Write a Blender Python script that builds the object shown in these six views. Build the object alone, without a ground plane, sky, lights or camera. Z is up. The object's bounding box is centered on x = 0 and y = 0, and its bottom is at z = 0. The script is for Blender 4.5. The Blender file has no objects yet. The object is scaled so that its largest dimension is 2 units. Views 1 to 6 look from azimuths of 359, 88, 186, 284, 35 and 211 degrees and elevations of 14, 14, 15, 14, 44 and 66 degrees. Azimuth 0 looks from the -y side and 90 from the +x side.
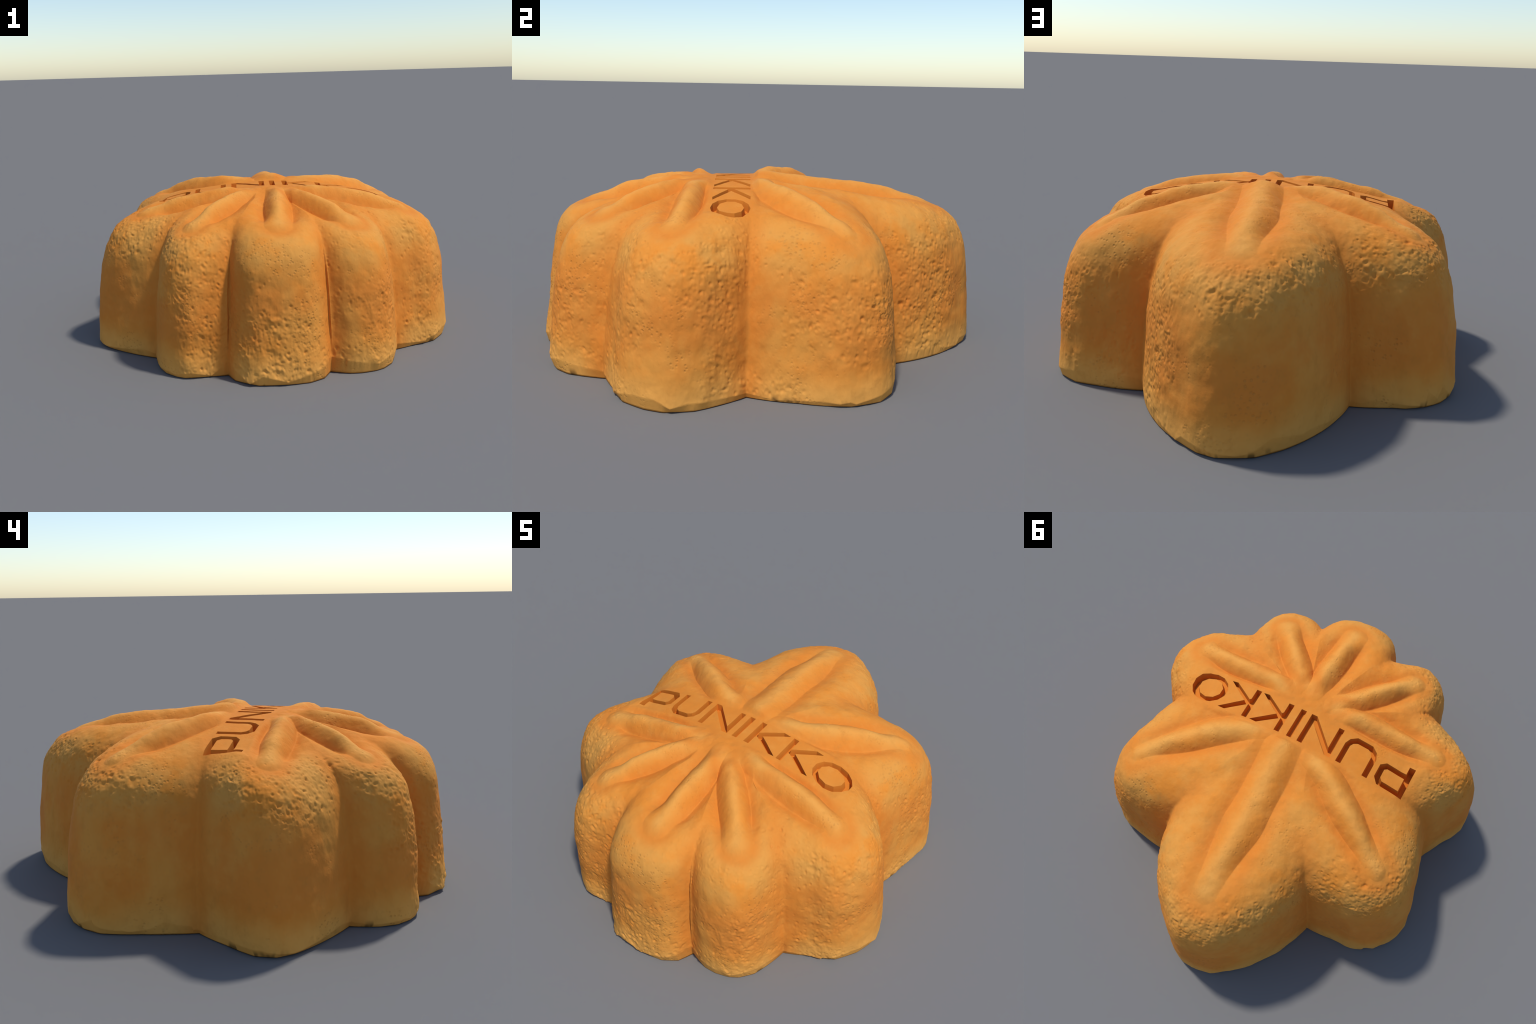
"""Eight-lobed moulded bread / biscuit with raised ribs and a stamped word."""
import bpy, math
import numpy as np
from mathutils.geometry import tessellate_polygon
from mathutils import Vector

SEED = 7
NT, NR = 1900, 380          # columns round the outline, rows from the middle to the base edge


# ------------------------------------------------------------------ helpers
def pchip(xs, ys, x):
    """Shape-preserving cubic through control points."""
    xs, ys = np.asarray(xs, float), np.asarray(ys, float)
    h, d = np.diff(xs), np.diff(ys) / np.diff(xs)
    m = np.zeros_like(xs)
    for i in range(1, len(xs) - 1):
        if d[i - 1] * d[i] > 0:
            w1, w2 = 2 * h[i] + h[i - 1], h[i] + 2 * h[i - 1]
            m[i] = (w1 + w2) / (w1 / d[i - 1] + w2 / d[i])
    m[0], m[-1] = d[0], d[-1]
    k = np.clip(np.searchsorted(xs, x) - 1, 0, len(xs) - 2)
    t = (x - xs[k]) / h[k]
    return ((1 + 2 * t) * (1 - t) ** 2 * ys[k] + t * (1 - t) ** 2 * h[k] * m[k]
            + t * t * (3 - 2 * t) * ys[k + 1] + t * t * (t - 1) * h[k] * m[k + 1])


def sstep(a, b, x):
    t = np.clip((x - a) / (b - a), 0, 1)
    return t * t * (3 - 2 * t)


def hash3(i, j, k, s):
    """Repeatable pseudo-random numbers in 0..1 for lattice cells."""
    n = (i.astype(np.int64) * 374761393 + j.astype(np.int64) * 668265263 + k.astype(np.int64) * 2147483647 + s * 1274126177) & 0xFFFFFFFF
    n = ((n ^ (n >> 13)) * 1274126177) & 0xFFFFFFFF
    n = ((n ^ (n >> 16)) * 2246822519) & 0xFFFFFFFF
    n = n ^ (n >> 15)
    return (n & 0xFFFFFF) / float(0xFFFFFF)


def vnoise(p, scale, s):
    q = p * scale
    f = np.floor(q).astype(np.int64)
    t = q - f
    t = t * t * t * (t * (t * 6 - 15) + 10)
    out = np.zeros(len(p))
    for a in (0, 1):
        for b in (0, 1):
            for c in (0, 1):
                w = (t[:, 0] if a else 1 - t[:, 0]) * (t[:, 1] if b else 1 - t[:, 1]) * (t[:, 2] if c else 1 - t[:, 2])
                out += w * hash3(f[:, 0] + a, f[:, 1] + b, f[:, 2] + c, s)
    return out * 2 - 1


def fbm(p, scale, s, octaves=3):
    return sum(vnoise(p, scale * 2 ** o, s + o * 17) * 0.5 ** o for o in range(octaves)) / 1.5


def pits(p, size, s, chance):
    """Little round craters: one candidate per lattice cell, kept with a probability that varies over the surface."""
    res, busy = np.zeros(len(p)), chance > .01
    p, chance = p[busy], chance[busy]
    warp = np.stack([vnoise(p, .6 / size, s + 7 + c_) for c_ in range(3)], 1)
    q = p / size + .38 * warp
    f = np.floor(q).astype(np.int64)
    out = np.zeros(len(p))
    for a in (-1, 0, 1):
        for b in (-1, 0, 1):
            for c in (-1, 0, 1):
                i, j, k = f[:, 0] + a, f[:, 1] + b, f[:, 2] + c
                d = np.sqrt((q[:, 0] - i - hash3(i, j, k, s)) ** 2 + (q[:, 1] - j - hash3(i, j, k, s + 1)) ** 2 + (q[:, 2] - k - hash3(i, j, k, s + 2)) ** 2)
                r = 0.34 + 0.36 * hash3(i, j, k, s + 3)
                keep = sstep(0.0, 0.25, chance - hash3(i, j, k, s + 4))
                x = d / r
                crater = -(1 - sstep(0.05, 1.0, x)) * r * (.5 + hash3(i, j, k, s + 5)) + 0.10 * r * np.exp(-((x - 1.1) / 0.3) ** 2)
                out = out + crater * keep
    res[busy] = np.clip(out, -1.3, 0.4)
    return res


# ------------------------------------------------------------------ outline (plan view): notch angle, notch radius, points of the lobe that follows
LOBES = [
    (-4.5, .752, [(9.7, .815), (15.6, .856), (22, .897), (30, .910), (36, .875), (41, .812)]),
    (53, .683, [(61.5, .764), (71.7, .864), (79.3, .933), (84, .979), (88, .998), (95.7, .980), (102, .928), (112.2, .827), (119, .758)]),
    (127, .683, [(137.6, .784), (140, .821), (145, .869), (149.5, .895), (155, .902), (160, .893), (163.5, .868), (170, .822), (178, .785)]),
    (185.5, .757, [(193.5, .847), (200.3, .943), (205, .968), (209.4, .955), (218.3, .904)]),
    (228, .852, [(234, .930), (238, .966), (242, .979), (244.5, .978), (250.5, .926)]),
    (255.3, .898, [(258, .951), (264.5, .996), (272, .992), (277.7, .985), (282, .955)]),
    (285.1, .897, [(289.8, .949), (293, .967), (297, .977), (299.5, .975), (303.6, .953), (307, .915)]),
    (312.4, .853, [(319.4, .891), (326.4, .951), (333, .963), (337.6, .957), (344, .909), (349.5, .832)]),
]
NOSE = [.68, 1.0, .74, .78, .98, 1.12, .90, .80]           # 1: square shoulder, lower: rounder shoulder
SHALLOW = [.35, .0, .0, .35, .50, .25, .3, .55]      # how shallow the notch before each lobe is
NOTCH = [l[0] for l in LOBES] + [LOBES[0][0] + 360]
theta = NOTCH[0] + np.arange(NT) * 360.0 / NT
R = np.zeros(NT)          # smooth outline
RB = np.zeros(NT)         # facetted outline of the base edge
lobe_of = np.zeros(NT, int)
lob = np.zeros(NT)        # 0 in a notch, 1 on the nose of a lobe
for n, (a0, r0, pts) in enumerate(LOBES):
    a1, r1 = (LOBES[n + 1][:2] if n < 7 else (LOBES[0][0] + 360, LOBES[0][1]))
    xs, ys = [a0] + [p[0] for p in pts] + [a1], [r0] + [p[1] for p in pts] + [r1]
    sel = (theta >= a0) & (theta < a1)
    R[sel] = pchip(xs, ys, theta[sel])
    RB[sel] = np.interp(theta[sel], xs, ys)
    lobe_of[sel] = n
    fr = (theta[sel] - a0) / (a1 - a0)
    f0, f1 = SHALLOW[n], SHALLOW[(n + 1) % 8]
    floor_ = f0 + (f1 - f0) * fr
    lob[sel] = floor_ + (NOSE[n] - floor_) * np.sin(np.pi * fr) ** 0.62


def round_off(a, deg=34):
    """Outline values smoothed along the outline."""
    k = np.hanning(int(NT * deg / 360))
    k /= k.sum()
    return np.convolve(np.concatenate([a[-NT // 2:], a, a[:NT // 2]]), k, 'same')[len(a[-NT // 2:]):][:NT]


RS, lob_soft = round_off(R), round_off(lob)
RK = round_off(R, 3.5)                      # creases slightly filled above the foot

# ------------------------------------------------------------------ profiles: fraction of the outline radius against height
PROF_LOBE = [(0, .754), (.15, .752), (.30, .746), (.45, .734), (.58, .714), (.70, .686), (.79, .655), (.86, .616), (.908, .565), (.944, .488), (.970, .361), (.984, .22), (.993, .12), (1.000, .05)]
PROF_NOTCH = [(0, .755), (.15, .754), (.30, .746), (.45, .722), (.60, .684), (.70, .648), (.80, .588), (.875, .508), (.92, .42), (.955, .30), (.975, .20), (.99, .12), (1.0, .05)]


def resample(prof, n):
    p = np.array(prof)
    t = np.linspace(0, 1, len(p))
    tt = np.linspace(0, 1, 4000)
    x, z = pchip(t, p[:, 0], tt), pchip(t, p[:, 1], tt)
    s = np.concatenate([[0], np.cumsum(np.hypot(np.diff(x), np.diff(z)))])
    u = np.linspace(0, s[-1], n)
    return np.interp(u, s, x), np.interp(u, s, z)


lx, lz = resample(PROF_LOBE, NR)
nx, nz = resample(PROF_NOTCH, NR)
w = sstep(.58, 1.0, lx)[:, None]
L = w * round_off(lob, 4)[None, :] + (1 - w) * lob_soft[None, :]
rho = L * lx[:, None] + (1 - L) * nx[:, None]
Z = L * lz[:, None] + (1 - L) * nz[:, None]
w = sstep(.55, .99, rho)
taper_foot = np.where(lobe_of == 5, .014, 0)[None, :] * sstep(.02, .25, Z) * sstep(.62, .40, Z)      # the front lobe leans in a little
rho = rho * (1 - taper_foot)
fill = sstep(.04, .22, Z)
rad = rho * (w * (fill * RK + (1 - fill) * R) + (1 - w) * RS[None, :])
# chipped lower edge: height of the chamfer jumps in facets round the outline
rng = np.random.RandomState(SEED)
knots = np.sort(rng.uniform(NOTCH[0], NOTCH[0] + 360, 70))
hk = np.clip(rng.gamma(1.5, .018, 70) + .006, .006, .075)
hc = np.interp(theta, np.concatenate([knots - 360, knots, knots + 360]), np.tile(hk, 3))
low = Z < .25
Z = np.where(low, hc[None, :] + (Z - .05) * (.25 - hc[None, :]) / .20, Z)
ang = np.radians(theta)[None, :]
X, Y = rad * np.cos(ang), rad * np.sin(ang)

# ------------------------------------------------------------------ ribs: centre line, half width, crest height
RIBS = [  # one per lobe, in lobe order, from the inner end to the outer end
    ([(.135, -.035), (.27, .030), (.40, .120), (.51, .208), (.635, .315)], .076, .017, .030, .50),
    ([(.015, .015), (.004, .17), (-.002, .35), (.000, .55), (-.004, .735)], .090, .017, .034, .40),
    ([(-.13, -.005), (-.23, .040), (-.34, .116), (-.468, .205), (-.610, .298)], .072, .016, .030, .46),
    ([(-.13, -.275), (-.26, -.300), (-.43, -.308), (-.615, -.322)], .064, .018, .034, .28),
    ([(-.09, -.300), (-.16, -.375), (-.254, -.500), (-.366, -.650)], .062, .015, .036, .20),
    ([(.030, -.310), (.024, -.467), (.022, -.603), (.015, -.745)], .066, .018, .040, .10),
    ([(.085, -.330), (.145, -.401), (.251, -.521), (.350, -.640)], .066, .015, .038, .06),
    ([(.160, -.285), (.310, -.300), (.458, -.308), (.640, -.336)], .064, .018, .034, .28),
]


def line_distance(x, y, pts):
    """Distance to a polyline and position along it (0 inner end .. 1 outer end)."""
    pts = np.array(pts)
    seg = np.hypot(*np.diff(pts, axis=0).T)
    cum = np.concatenate([[0], np.cumsum(seg)])
    best, along = np.full(x.shape, 9.0), np.zeros(x.shape)
    for i in range(len(seg)):
        ux, uy = (pts[i + 1] - pts[i]) / seg[i]
        t = np.clip((x - pts[i, 0]) * ux + (y - pts[i, 1]) * uy, 0, seg[i])
        d = np.hypot(x - pts[i, 0] - t * ux, y - pts[i, 1] - t * uy)
        near = d < best
        best, along = np.where(near, d, best), np.where(near, (cum[i] + t) / cum[-1], along)
    return best, along


def smooth_line(pts, n=22):
    p = np.array(pts)
    t = np.concatenate([[0], np.cumsum(np.hypot(*np.diff(p, axis=0).T))])
    tt = np.linspace(0, t[-1], n)
    return np.stack([pchip(t, p[:, 0], tt), pchip(t, p[:, 1], tt)], 1)


BAND = lambda x: .7505 - .250 * x * x        # height of the stamped strip
shapes = []
rib_id = np.full(X.shape, -1)
groove = np.zeros_like(X)
top = sstep(.40, .55, Z)
wob = vnoise(np.stack([X, Y, Z * 0], -1).reshape(-1, 3), 7, 51).reshape(X.shape)
lump = fbm(np.stack([X, Y, Z * 0], -1).reshape(-1, 3), 6.5, 53, 2).reshape(X.shape)
for n, (pts, hw, up, down, taper) in enumerate(RIBS):
    d, t = line_distance(X, Y, smooth_line(pts))
    d = d * (1 + .05 * wob)
    end = sstep(.50, 1.0, t)
    width = hw * ((1.0 if n == 1 else .82) + (.04 if n == 1 else .22) * sstep(0, .45, t) - taper * end)
    q = d / width
    fade_in = (.30 if n == 1 else .08) + (.70 if n == 1 else .92) * sstep(0, .25, t)
    up_t = up * (1 + .45 * lump) * (1 if n == 1 else sstep(-.05, .17, t)) * (1 - .85 * sstep(.10, .45, t) * (n == 1)) * (1 - .8 * sstep(.60, .97, t))
    down_t = down * fade_in * (.8 + .3 * sstep(.2, .6, t)) * (1 - .68 * sstep(.72, 1.0, t))
    up_t = up_t - .45 * down_t * sstep(.72, 1.0, t)
    # rounded back between two grooves, grooves run out softly on the far side
    back = -down_t + (up_t + down_t) * np.clip(1 - np.clip(q, 0, 1) ** 1.9, 0, 1) ** 1.12
    outer = -down_t * np.exp(-(np.clip(d - width, 0, 9) / (.70 * hw)) ** 1.35)
    shape = np.where(q < 1, back, outer)
    shapes.append((q, shape, down_t, np.where(q < 1, down_t, -outer)))
    groove = np.maximum(groove, np.exp(-((q - 1.0) / .5) ** 2) * fade_in)
    rib_id = np.where((q < .95) & (Z > .5), n, rib_id)
# cushions between the ribs swell slightly
h = -np.max([s_[3] for s_ in shapes], 0)
for n, (q, shape, down_t, _) in enumerate(shapes):
    other = np.max([s_[3] for m_, s_ in enumerate(shapes) if m_ != n], 0)
    h = np.where(q < 1, np.maximum(shape - np.maximum(0, other - down_t) * np.clip(q, 0, 1) ** 2, h), h)
Z = Z + top * h
# rims of the crown on both sides of the strip
Z = Z + .006 * np.exp(-(X / .26) ** 2 - ((Y + .275) / .060) ** 2) + .010 * np.exp(-(X / .30) ** 2 - ((Y - .030) / .055) ** 2)
# the stamped strip is pressed flat
band = sstep(.60, .50, np.abs(X)) * sstep(.030, -.004, np.maximum(Y + .038, -.212 - Y)) * (rad < .75)
Z = Z * (1 - band) + BAND(X) * band
band_id = (np.abs(X) < .585) & (Y < -.033) & (Y > -.218) & (rad < .70)

# ------------------------------------------------------------------ fine relief along the surface normal
P = np.stack([X, Y, Z], -1)


def grid_normals(P):
    dt = np.roll(P, -1, 1) - np.roll(P, 1, 1)
    dr = np.empty_like(P)
    dr[1:-1] = P[2:] - P[:-2]
    dr[0], dr[-1] = P[1] - P[0], P[-1] - P[-2]
    N = np.cross(dr, dt)
    N /= np.maximum(np.linalg.norm(N, axis=-1, keepdims=True), 1e-9)
    return N


N = grid_normals(P)
flat = P.reshape(-1, 3)
zone = fbm(flat, 3.1, 91, 3)
convex = (1 - np.clip(groove * top, 0, 1)).ravel() * (.35 + .65 * sstep(0.05, .45, np.broadcast_to(lob, X.shape)).ravel())
wall = sstep(.72, .60, Z).ravel()
shoulder = np.exp(-((Z.ravel() - .53) / .14) ** 2)
calm = 1 - band.ravel()
# rough patches: direction round the outline, height, spread in degrees and metres, strength
ROUGH = [(268, .22, 13, .20, 1.1), (241, .45, 9, .22, .7), (210, .56, 14, .12, .9), (150, .57, 17, .10, 1.0), (100, .56, 12, .07, 1.0), (70, .33, 8, .26, 1.0),
         (58, .50, 7, .10, .6), (30, .42, 12, .16, .55), (345, .45, 9, .16, 1.0), (324, .33, 9, .24, .8), (302, .26, 10, .24, .6), (334, .55, 14, .06, .5), (196, .60, 8, .08, .8)]
tt, zz = np.broadcast_to(theta, X.shape).ravel(), Z.ravel()
rough = np.zeros(len(tt))
for ta, za, ts, zs, st in ROUGH:
    rough += st * np.exp(-(((tt - ta + 180) % 360 - 180) / ts) ** 2 - ((zz - za) / zs) ** 2)
lee = np.exp(-(((tt - 155 + 180) % 360 - 180) / 75) ** 4) * sstep(.50, .36, zz)       # the smooth back walls
amount = sstep(-.25, .85, zone * .9 + rough * 1.1 - .9 * lee) * convex * (.12 + .88 * wall) * calm
amount = np.clip(amount, 0, 1)
relief = .0058 * fbm(flat, 8, 21, 3) * (1 - .7 * band.ravel())
relief += .0062 * pits(flat, .0235, 31, .85 * amount) * (.45 + .55 * amount)
relief += .0046 * pits(flat * np.array([1, 1, .75]), .0150, 41, .95 * amount)
relief += .0060 * pits(flat, .055, 81, .16 * (1 - wall) * calm)      # stray dents on the crown
nose_pits = np.exp(-(((tt - 267 + 180) % 360 - 180) / 9) ** 2 - ((zz - .24) / .19) ** 2)
relief += (.0070 + .004 * nose_pits) * pits(flat, .046, 61, (.30 + .45 * nose_pits) * amount * wall)
relief += .0034 * fbm(flat * np.array([1, 1, .6]), 38, 71, 3) * (.42 + .58 * amount) * (.4 + .6 * calm)
fade_edge = np.ones(NR)
fade_edge[:3] = 0
relief = relief.reshape(X.shape) * fade_edge[:, None]
P = P + N * relief[..., None]

# ------------------------------------------------------------------ one closed body
rows = [P[1:]]
CH = 7
edge = P[-1]
base = np.stack([(RB * .989) * np.cos(ang[0]), (RB * .989) * np.sin(ang[0]), 0 * RB], -1)
for i in range(1, CH + 1):
    f = i / CH
    rows.append((edge * (1 - f) + base * f)[None])
for f in (.97, .6):
    b = base * f
    rows.append(b[None])
V = np.concatenate(rows, 0)
nrow = V.shape[0]
verts = np.concatenate([[P[0].mean(0)], V.reshape(-1, 3), [[0, 0, 0]]])
ymin, ymax = verts[:, 1].min(), verts[:, 1].max()
verts[:, :2] *= 2.0 / (ymax - ymin)
verts[:, 1] -= (verts[:, 1].min() + verts[:, 1].max()) / 2
verts[:, 2] = np.maximum(verts[:, 2], 0)

i, j = np.meshgrid(np.arange(nrow - 1), np.arange(NT), indexing='ij')
j2 = (j + 1) % NT
quad = np.stack([1 + i * NT + j, 1 + (i + 1) * NT + j, 1 + (i + 1) * NT + j2, 1 + i * NT + j2], -1).reshape(-1, 4)
jj = np.arange(NT)
last = len(verts) - 1
cap0 = np.stack([0 * jj, 1 + jj, 1 + (jj + 1) % NT], -1)
cap1 = np.stack([0 * jj + last, 1 + (nrow - 1) * NT + (jj + 1) % NT, 1 + (nrow - 1) * NT + jj], -1)
# which part each face belongs to: 0-7 lobes, 8-15 ribs, 16 strip, 17 underside
lab_v = np.broadcast_to(lobe_of, X.shape).copy()
lab_v = np.where(rib_id >= 0, 8 + rib_id, lab_v)
lab_v = np.where(band_id, 16, lab_v)
lab_v = np.concatenate([lab_v[1:], np.broadcast_to(lobe_of, (CH, NT)), np.full((2, NT), 17)])
lab = np.concatenate([lab_v[:-1].ravel(), np.full(NT, 16), np.full(NT, 17)])
base_row = NR - 1 + CH - 1
lq = lab[:(nrow - 1) * NT].reshape(nrow - 1, NT)
lq[base_row:] = 17
lab[:(nrow - 1) * NT] = lq.ravel()


def new_mesh(name, verts, tris_or_quads):
    me = bpy.data.meshes.new(name)
    loops = np.concatenate([f.ravel() for f in tris_or_quads])
    sizes = np.concatenate([np.full(len(f), f.shape[1]) for f in tris_or_quads])
    me.vertices.add(len(verts))
    me.vertices.foreach_set("co", np.ascontiguousarray(verts, np.float32).ravel())
    me.loops.add(len(loops))
    me.loops.foreach_set("vertex_index", loops.astype(np.int32))
    me.polygons.add(len(sizes))
    me.polygons.foreach_set("loop_start", np.concatenate([[0], np.cumsum(sizes)[:-1]]).astype(np.int32))
    me.update(calc_edges=True)
    return me


body = new_mesh("body", verts, [quad, cap0, cap1])
NL = 18
slots = [bpy.data.materials.new("slot") for _ in range(NL + 7)]
for m in slots:
    body.materials.append(m)
body.polygons.foreach_set("material_index", lab.astype(np.int32))

# ------------------------------------------------------------------ the stamped word: seven letter-shaped cutters
def ring(cx, cy, rx, ry, n, ph=0.0):
    return [(cx + rx * math.cos(2 * math.pi * (q + ph) / n), cy + ry * math.sin(2 * math.pi * (q + ph) / n)) for q in range(n)]


def letter_k(x):
    return [[(x + a, b) for a, b in [(0, -.05), (0, -.2), (.020, -.2), (.020, -.146), (.030, -.137), (.131, -.2), (.156, -.2), (.046, -.127), (.150, -.05), (.119, -.05), (.020, -.122), (.020, -.05)]]]


LETTERS = [
    [[(-.561, -.2), (-.561, -.05), (-.437, -.05), (-.414, -.077), (-.414, -.140), (-.437, -.160), (-.539, -.160), (-.539, -.2)],
     [(-.539, -.068), (-.450, -.068), (-.434, -.085), (-.434, -.130), (-.448, -.142), (-.539, -.142)]],
    [[(-.382, -.05), (-.382, -.150), (-.371, -.178), (-.344, -.198), (-.267, -.198), (-.240, -.178), (-.228, -.150), (-.228, -.05), (-.247, -.05), (-.247, -.148), (-.257, -.167),
      (-.277, -.179), (-.334, -.179), (-.352, -.169), (-.363, -.148), (-.363, -.05)]],
    [[(-.191, -.2), (-.191, -.05), (-.168, -.05), (-.047, -.170), (-.047, -.05), (-.027, -.05), (-.027, -.2), (-.050, -.2), (-.171, -.080), (-.171, -.2)]],
    [[(.008, -.2), (.008, -.05), (.028, -.05), (.028, -.2)]],
    letter_k(.074),
    letter_k(.250),
    [ring(.497, -.127, .091, .076, 14, .5), ring(.492, -.126, .067, .057, 10, .5)],
]
DEPTH = [.050, .042, .034, .030, .034, .034, .032]


def widen(poly, by):
    """Push a letter outline outward (counter-clockwise) so that the stroke gains twice that width."""
    area = sum(poly[q - 1][0] * poly[q][1] - poly[q][0] * poly[q - 1][1] for q in range(len(poly)))
    by = by if area > 0 else -by
    out = []
    for q in range(len(poly)):
        p0, p1, p2 = (Vector(poly[(q + o_) % len(poly)]) for o_ in (-1, 0, 1))
        n0, n1 = (p1 - p0).normalized(), (p2 - p1).normalized()
        n0, n1 = Vector((n0.y, -n0.x)), Vector((n1.y, -n1.x))
        m = n0 + n1
        m *= by / max(.35, m.dot(n0))
        out.append((p1.x + m.x, p1.y + m.y))
    return out


LETTERS = [[widen(poly, -.0008 if h_ == 0 else .0008) for h_, poly in enumerate(polys)] for polys in LETTERS]
cv, cf, cm = [], [], []
for n, polys in enumerate(LETTERS):
    flat2 = [p for poly in polys for p in poly]
    upper = [p for h_, poly in enumerate(polys) for p in widen(poly, .0062 if h_ == 0 else -.0062)]
    tri = tessellate_polygon([[Vector((p[0], p[1], 0)) for p in poly] for poly in polys])
    o, m = len(cv), len(flat2)
    cv += [(p[0], p[1], BAND(p[0]) - DEPTH[n]) for p in flat2] + [(p[0], p[1], BAND(p[0]) + DEPTH[n] * .45) for p in upper]
    for t in tri:
        a, b, c = (flat2[q] for q in t)
        ccw = (b[0] - a[0]) * (c[1] - a[1]) - (b[1] - a[1]) * (c[0] - a[0]) > 0
        t = t if ccw else t[::-1]
        cf += [tuple(o + q for q in t[::-1]), tuple(o + m + q for q in t)]
        cm += [n, n]
    s = 0
    for h, poly in enumerate(polys):
        area = sum(poly[q - 1][0] * poly[q][1] - poly[q][0] * poly[q - 1][1] for q in range(len(poly)))
        idx = list(range(s, s + len(poly)))
        if (area > 0) == (h > 0):
            idx = idx[::-1]
        for a, b in zip(idx, idx[1:] + idx[:1]):
            cf.append((o + a, o + b, o + m + b, o + m + a))
            cm.append(n)
        s += len(poly)
cut = bpy.data.meshes.new("cut")
cut.from_pydata(cv, [], cf)
for m in slots:
    cut.materials.append(m)
cut.polygons.foreach_set("material_index", np.array(cm, np.int32) + NL)
body_ob, cut_ob = bpy.data.objects.new("body", body), bpy.data.objects.new("cut", cut)
for ob in (body_ob, cut_ob):
    bpy.context.collection.objects.link(ob)
mod = body_ob.modifiers.new("stamp", 'BOOLEAN')
mod.operation, mod.object, mod.solver = 'DIFFERENCE', cut_ob, 'MANIFOLD'
done = bpy.data.meshes.new_from_object(body_ob.evaluated_get(bpy.context.evaluated_depsgraph_get()))
print("faces before/after stamping", len(body.polygons), len(done.polygons))
bpy.data.objects.remove(body_ob)
bpy.data.objects.remove(cut_ob)

# ------------------------------------------------------------------ whole-body normals, then separation into parts that share them
nv, nl, npol = len(done.vertices), len(done.loops), len(done.polygons)
mi = np.zeros(npol, np.int32)
done.polygons.foreach_get("material_index", mi)
ls, lt = np.zeros(npol, np.int32), np.zeros(npol, np.int32)
done.polygons.foreach_get("loop_start", ls)
done.polygons.foreach_get("loop_total", lt)
lv = np.zeros(nl, np.int32)
done.loops.foreach_get("vertex_index", lv)
co = np.zeros(nv * 3, np.float32)
done.vertices.foreach_get("co", co)
co = co.reshape(-1, 3)
pn = np.zeros(npol * 3, np.float32)
done.polygons.foreach_get("normal", pn)
pn = pn.reshape(-1, 3)
ar = np.zeros(npol, np.float32)
done.polygons.foreach_get("area", ar)
pol = np.repeat(np.arange(npol), lt)
crust = mi < NL
acc = np.zeros((nv, 3))
wgt = (pn * ar[:, None])[pol] * crust[pol][:, None]
for c in range(3):
    acc[:, c] = np.bincount(lv, wgt[:, c], nv)
acc /= np.maximum(np.linalg.norm(acc, axis=1, keepdims=True), 1e-12)
cn = np.where(crust[pol][:, None], acc[lv], pn[pol])       # crust smooth, cut faces flat

mats = {}


def part(name, ids, parent, mat):
    sel = np.isin(mi, ids)
    lsel = sel[pol]
    used, inv = np.unique(lv[lsel], return_inverse=True)
    me = bpy.data.meshes.new(name)
    sizes = lt[sel]
    me.vertices.add(len(used))
    me.vertices.foreach_set("co", co[used].ravel())
    me.loops.add(len(inv))
    me.loops.foreach_set("vertex_index", inv.astype(np.int32))
    me.polygons.add(len(sizes))
    me.polygons.foreach_set("loop_start", np.concatenate([[0], np.cumsum(sizes)[:-1]]).astype(np.int32))
    me.update(calc_edges=True)
    me.polygons.foreach_set("use_smooth", np.ones(len(sizes), bool))
    me.normals_split_custom_set(cn[lsel].astype(np.float32))
    me.materials.append(mat)
    ob = bpy.data.objects.new(name, me)
    bpy.context.collection.objects.link(ob)
    ob.parent = parent
    return ob


# ------------------------------------------------------------------ materials
def segment_distance_group():
    """Node group: distance in plan from the surface point to the segment A-B, and the place along it."""
    g = bpy.data.node_groups.new("segment_distance", 'ShaderNodeTree')
    for nm in ("Point", "A", "B"):
        g.interface.new_socket(nm, in_out='INPUT', socket_type='NodeSocketVector')
    g.interface.new_socket("Distance", in_out='OUTPUT', socket_type='NodeSocketFloat')
    gi, go = g.nodes.new('NodeGroupInput'), g.nodes.new('NodeGroupOutput')

    def vm(op, a, b=None):
        n = g.nodes.new('ShaderNodeVectorMath')
        n.operation = op
        g.links.new(a, n.inputs[0])
        if b is not None:
            g.links.new(b, n.inputs['Scale'] if op == 'SCALE' else n.inputs[1])
        return n.outputs['Value'] if op in ('DOT_PRODUCT', 'LENGTH') else n.outputs[0]
    ab = vm('SUBTRACT', gi.outputs['B'], gi.outputs['A'])
    ap = vm('SUBTRACT', gi.outputs['Point'], gi.outputs['A'])
    dv = g.nodes.new('ShaderNodeMath')
    dv.operation, dv.use_clamp = 'DIVIDE', True
    g.links.new(vm('DOT_PRODUCT', ap, ab), dv.inputs[0])
    g.links.new(vm('DOT_PRODUCT', ab, ab), dv.inputs[1])
    g.links.new(vm('LENGTH', vm('SUBTRACT', ap, vm('SCALE', ab, dv.outputs[0]))), go.inputs['Distance'])
    return g


SEG = segment_distance_group()


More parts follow.
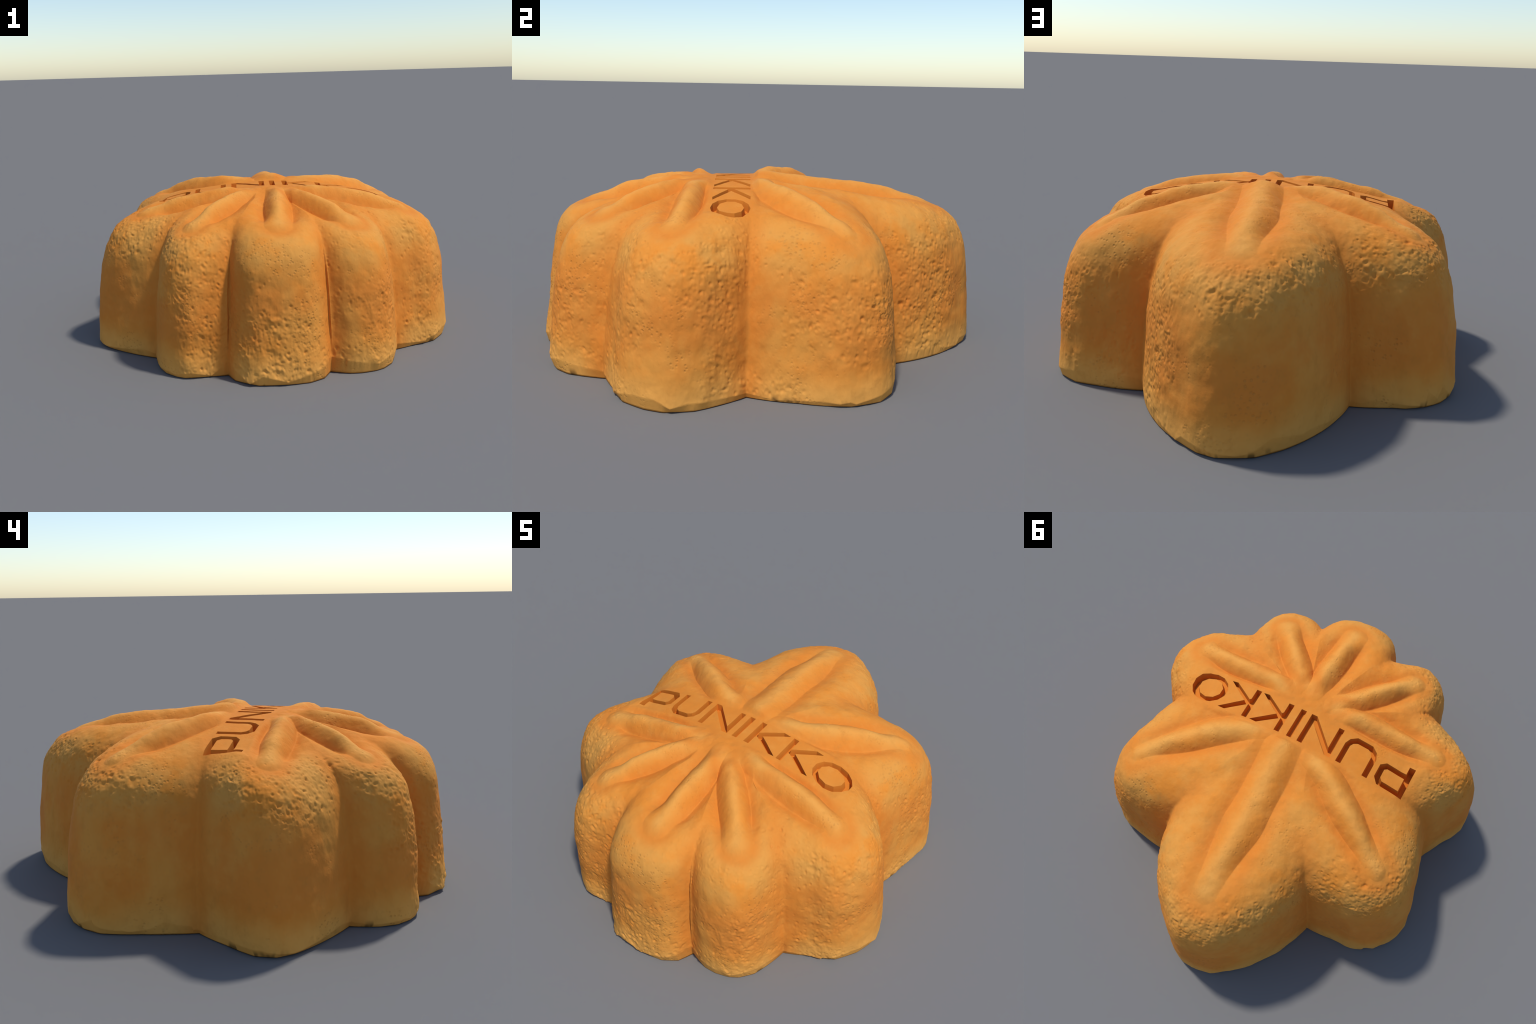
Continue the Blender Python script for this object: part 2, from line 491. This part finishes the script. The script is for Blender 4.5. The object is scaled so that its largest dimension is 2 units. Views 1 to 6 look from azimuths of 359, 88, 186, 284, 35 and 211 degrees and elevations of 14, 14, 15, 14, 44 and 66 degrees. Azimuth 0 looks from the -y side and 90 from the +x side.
def crust_material(name, cut_face=False):
    m = bpy.data.materials.new(name)
    m.use_nodes = True
    t = m.node_tree
    bsdf = t.nodes["Principled BSDF"]
    bsdf.inputs["Roughness"].default_value = .78
    bsdf.inputs["Specular IOR Level"].default_value = .10
    co_ = t.nodes.new('ShaderNodeTexCoord').outputs['Object']

    def math_(op, a, b=None, c=None, clamp=False):
        n = t.nodes.new('ShaderNodeMath')
        n.operation, n.use_clamp = op, clamp
        for k_, v_ in enumerate((a, b, c)):
            if v_ is None:
                continue
            if isinstance(v_, (int, float)):
                n.inputs[k_].default_value = v_
            else:
                t.links.new(v_, n.inputs[k_])
        return n.outputs[0]

    def noise(scale, detail, rough=.55, stretch=(1, 1, 1), off=0.0):
        mp = t.nodes.new('ShaderNodeMapping')
        mp.inputs['Scale'].default_value = stretch
        mp.inputs['Location'].default_value = (off, off * .7, off * 1.3)
        t.links.new(co_, mp.inputs['Vector'])
        n = t.nodes.new('ShaderNodeTexNoise')
        n.inputs['Scale'].default_value, n.inputs['Detail'].default_value, n.inputs['Roughness'].default_value = scale, detail, rough
        t.links.new(mp.outputs[0], n.inputs['Vector'])
        return n.outputs['Fac']

    def remap(v, a, b, lo=0.0, hi=1.0):
        n = t.nodes.new('ShaderNodeMapRange')
        n.interpolation_type = 'SMOOTHSTEP'
        for k_, x_ in zip(('From Min', 'From Max', 'To Min', 'To Max'), (a, b, lo, hi)):
            n.inputs[k_].default_value = x_
        t.links.new(v, n.inputs['Value'])
        return n.outputs['Result']

    def mix(fac, a, b):
        n = t.nodes.new('ShaderNodeMix')
        n.data_type = 'RGBA'
        for k_, v_ in ((0, fac), (6, a), (7, b)):
            if isinstance(v_, (tuple, float, int)):
                n.inputs[k_].default_value = v_ if not isinstance(v_, tuple) else (*v_, 1)
            else:
                t.links.new(v_, n.inputs[k_])
        return n.outputs[2]

    flatten = t.nodes.new('ShaderNodeVectorMath')
    flatten.operation = 'MULTIPLY'
    flatten.inputs[1].default_value = (1, 1, 0)
    t.links.new(co_, flatten.inputs[0])
    sep = t.nodes.new('ShaderNodeSeparateXYZ')
    t.links.new(co_, sep.inputs[0])
    z = sep.outputs['Z']

    def seg(a, b):
        n = t.nodes.new('ShaderNodeGroup')
        n.node_tree = SEG
        n.inputs['A'].default_value, n.inputs['B'].default_value = (*a, 0), (*b, 0)
        t.links.new(flatten.outputs[0], n.inputs['Point'])
        return n.outputs[0]

    ORANGE, DEEP, TAN, PALE = (.68, .232, .030), (.58, .170, .020), (.665, .285, .054), (.73, .350, .080)
    broad = noise(3.2, 4, .6)
    streak = noise(9, 4, .6, (1, 1, .35), 3.1)
    fine = noise(38, 5, .6, off=1.7)
    tan = remap(math_('ADD', math_('MULTIPLY', broad, .6), math_('MULTIPLY', streak, .4)), .40, .60)
    # paler toward the rim at the foot, richer half way up the wall
    foot = remap(math_('ADD', z, math_('MULTIPLY', math_('SUBTRACT', streak, .5), .16)), .16, .02)
    waist = math_('MULTIPLY', remap(z, .06, .22), remap(z, .58, .36))
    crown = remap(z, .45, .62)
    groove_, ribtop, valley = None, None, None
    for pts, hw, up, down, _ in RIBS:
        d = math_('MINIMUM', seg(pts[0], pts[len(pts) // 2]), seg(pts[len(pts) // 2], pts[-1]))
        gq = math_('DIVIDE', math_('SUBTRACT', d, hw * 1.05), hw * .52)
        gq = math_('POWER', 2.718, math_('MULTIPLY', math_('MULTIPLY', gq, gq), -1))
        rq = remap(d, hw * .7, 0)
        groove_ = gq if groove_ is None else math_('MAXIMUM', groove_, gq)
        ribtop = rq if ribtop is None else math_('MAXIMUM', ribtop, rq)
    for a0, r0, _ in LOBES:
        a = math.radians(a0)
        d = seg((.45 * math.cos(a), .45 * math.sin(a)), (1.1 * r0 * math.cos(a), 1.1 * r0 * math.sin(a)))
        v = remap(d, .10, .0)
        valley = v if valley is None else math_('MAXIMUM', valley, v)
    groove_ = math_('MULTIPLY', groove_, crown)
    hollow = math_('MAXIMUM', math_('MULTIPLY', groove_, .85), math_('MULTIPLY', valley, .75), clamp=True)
    col = mix(math_('MULTIPLY', tan, .85), ORANGE, TAN)
    rim = math_('MULTIPLY', remap(z, .42, .54), remap(z, .70, .60))
    col = mix(math_('MULTIPLY', rim, remap(noise(5.5, 4, .6, off=4.4), .40, .58, 0, .75)), col, (.625, .288, .060))
    col = mix(math_('MULTIPLY', waist, remap(broad, .66, .40, .10, .75)), col, (.64, .206, .033))
    col = mix(math_('MULTIPLY', math_('MULTIPLY', ribtop, crown), .50), col, PALE)
    col = mix(math_('MULTIPLY', foot, .80), col, PALE)
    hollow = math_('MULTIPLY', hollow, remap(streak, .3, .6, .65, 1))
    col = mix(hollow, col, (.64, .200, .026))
    strip = math_('MULTIPLY', remap(math_('ABSOLUTE', math_('ADD', sep.outputs['Y'], .125)), .13, .07), remap(math_('ABSOLUTE', sep.outputs['X']), .68, .52))
    col = mix(math_('MULTIPLY', math_('MULTIPLY', strip, crown), .65), col, (.64, .205, .026))
    # small open pores
    vor = t.nodes.new('ShaderNodeTexVoronoi')
    vor.inputs['Scale'].default_value = 62
    t.links.new(co_, vor.inputs['Vector'])
    pore = math_('MULTIPLY', remap(vor.outputs['Distance'], .42, .12), remap(noise(4.5, 3, .6, off=8.2), .50, .66))
    pore = math_('MULTIPLY', pore, math_('SUBTRACT', 1, math_('MULTIPLY', hollow, .8)))
    col = mix(math_('MULTIPLY', math_('MULTIPLY', pore, remap(z, .72, .60)), .26), col, (.36, .17, .045))
    mott = noise(15, 5, .65, (1, 1, .8), 9.4)
    col = mix(remap(mott, .50, .70, 0, .30), col, (.50, .190, .032))
    col = mix(remap(mott, .48, .32, 0, .25), col, (.70, .300, .058))
    col = mix(remap(fine, .58, .75, 0, .18), col, (.46, .20, .045))
    nick = math_('MULTIPLY', remap(noise(13, 2, .5, (1, 1, .2), 6.6), .60, .68), remap(z, .035, .004))
    col = mix(math_('MULTIPLY', nick, .8), col, (.10, .05, .015))
    if cut_face:
        col = mix(.85, col, (.62, .195, .023))  # letter walls and floors tinted deeper orange for light scattered inside the cuts
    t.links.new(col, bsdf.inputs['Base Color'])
    h = math_('ADD', math_('MULTIPLY', fine, .35), math_('MULTIPLY', pore, -.55))
    h = math_('ADD', h, math_('MULTIPLY', noise(120, 3, .6, off=5.5), .10))
    bump = t.nodes.new('ShaderNodeBump')
    bump.inputs['Strength'].default_value = .42 if not cut_face else .12
    bump.inputs['Distance'].default_value = .008
    t.links.new(h, bump.inputs['Height'])
    t.links.new(bump.outputs[0], bsdf.inputs['Normal'])
    return m


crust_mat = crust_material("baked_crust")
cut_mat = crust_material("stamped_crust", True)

root = bpy.data.objects.new("stamped_bread", None)
bpy.context.collection.objects.link(root)
root["label"] = "golden orange eight-lobed moulded bread with raised ribs and stamped word"
root["category"] = "bread"
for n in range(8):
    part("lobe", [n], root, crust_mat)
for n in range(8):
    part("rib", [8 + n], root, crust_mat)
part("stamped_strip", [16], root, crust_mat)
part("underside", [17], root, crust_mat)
for n in range(7):
    part("letter", [NL + n], root, cut_mat)
bpy.data.meshes.remove(done)
bpy.data.meshes.remove(body)
bpy.data.meshes.remove(cut)
for m in slots:
    bpy.data.materials.remove(m)
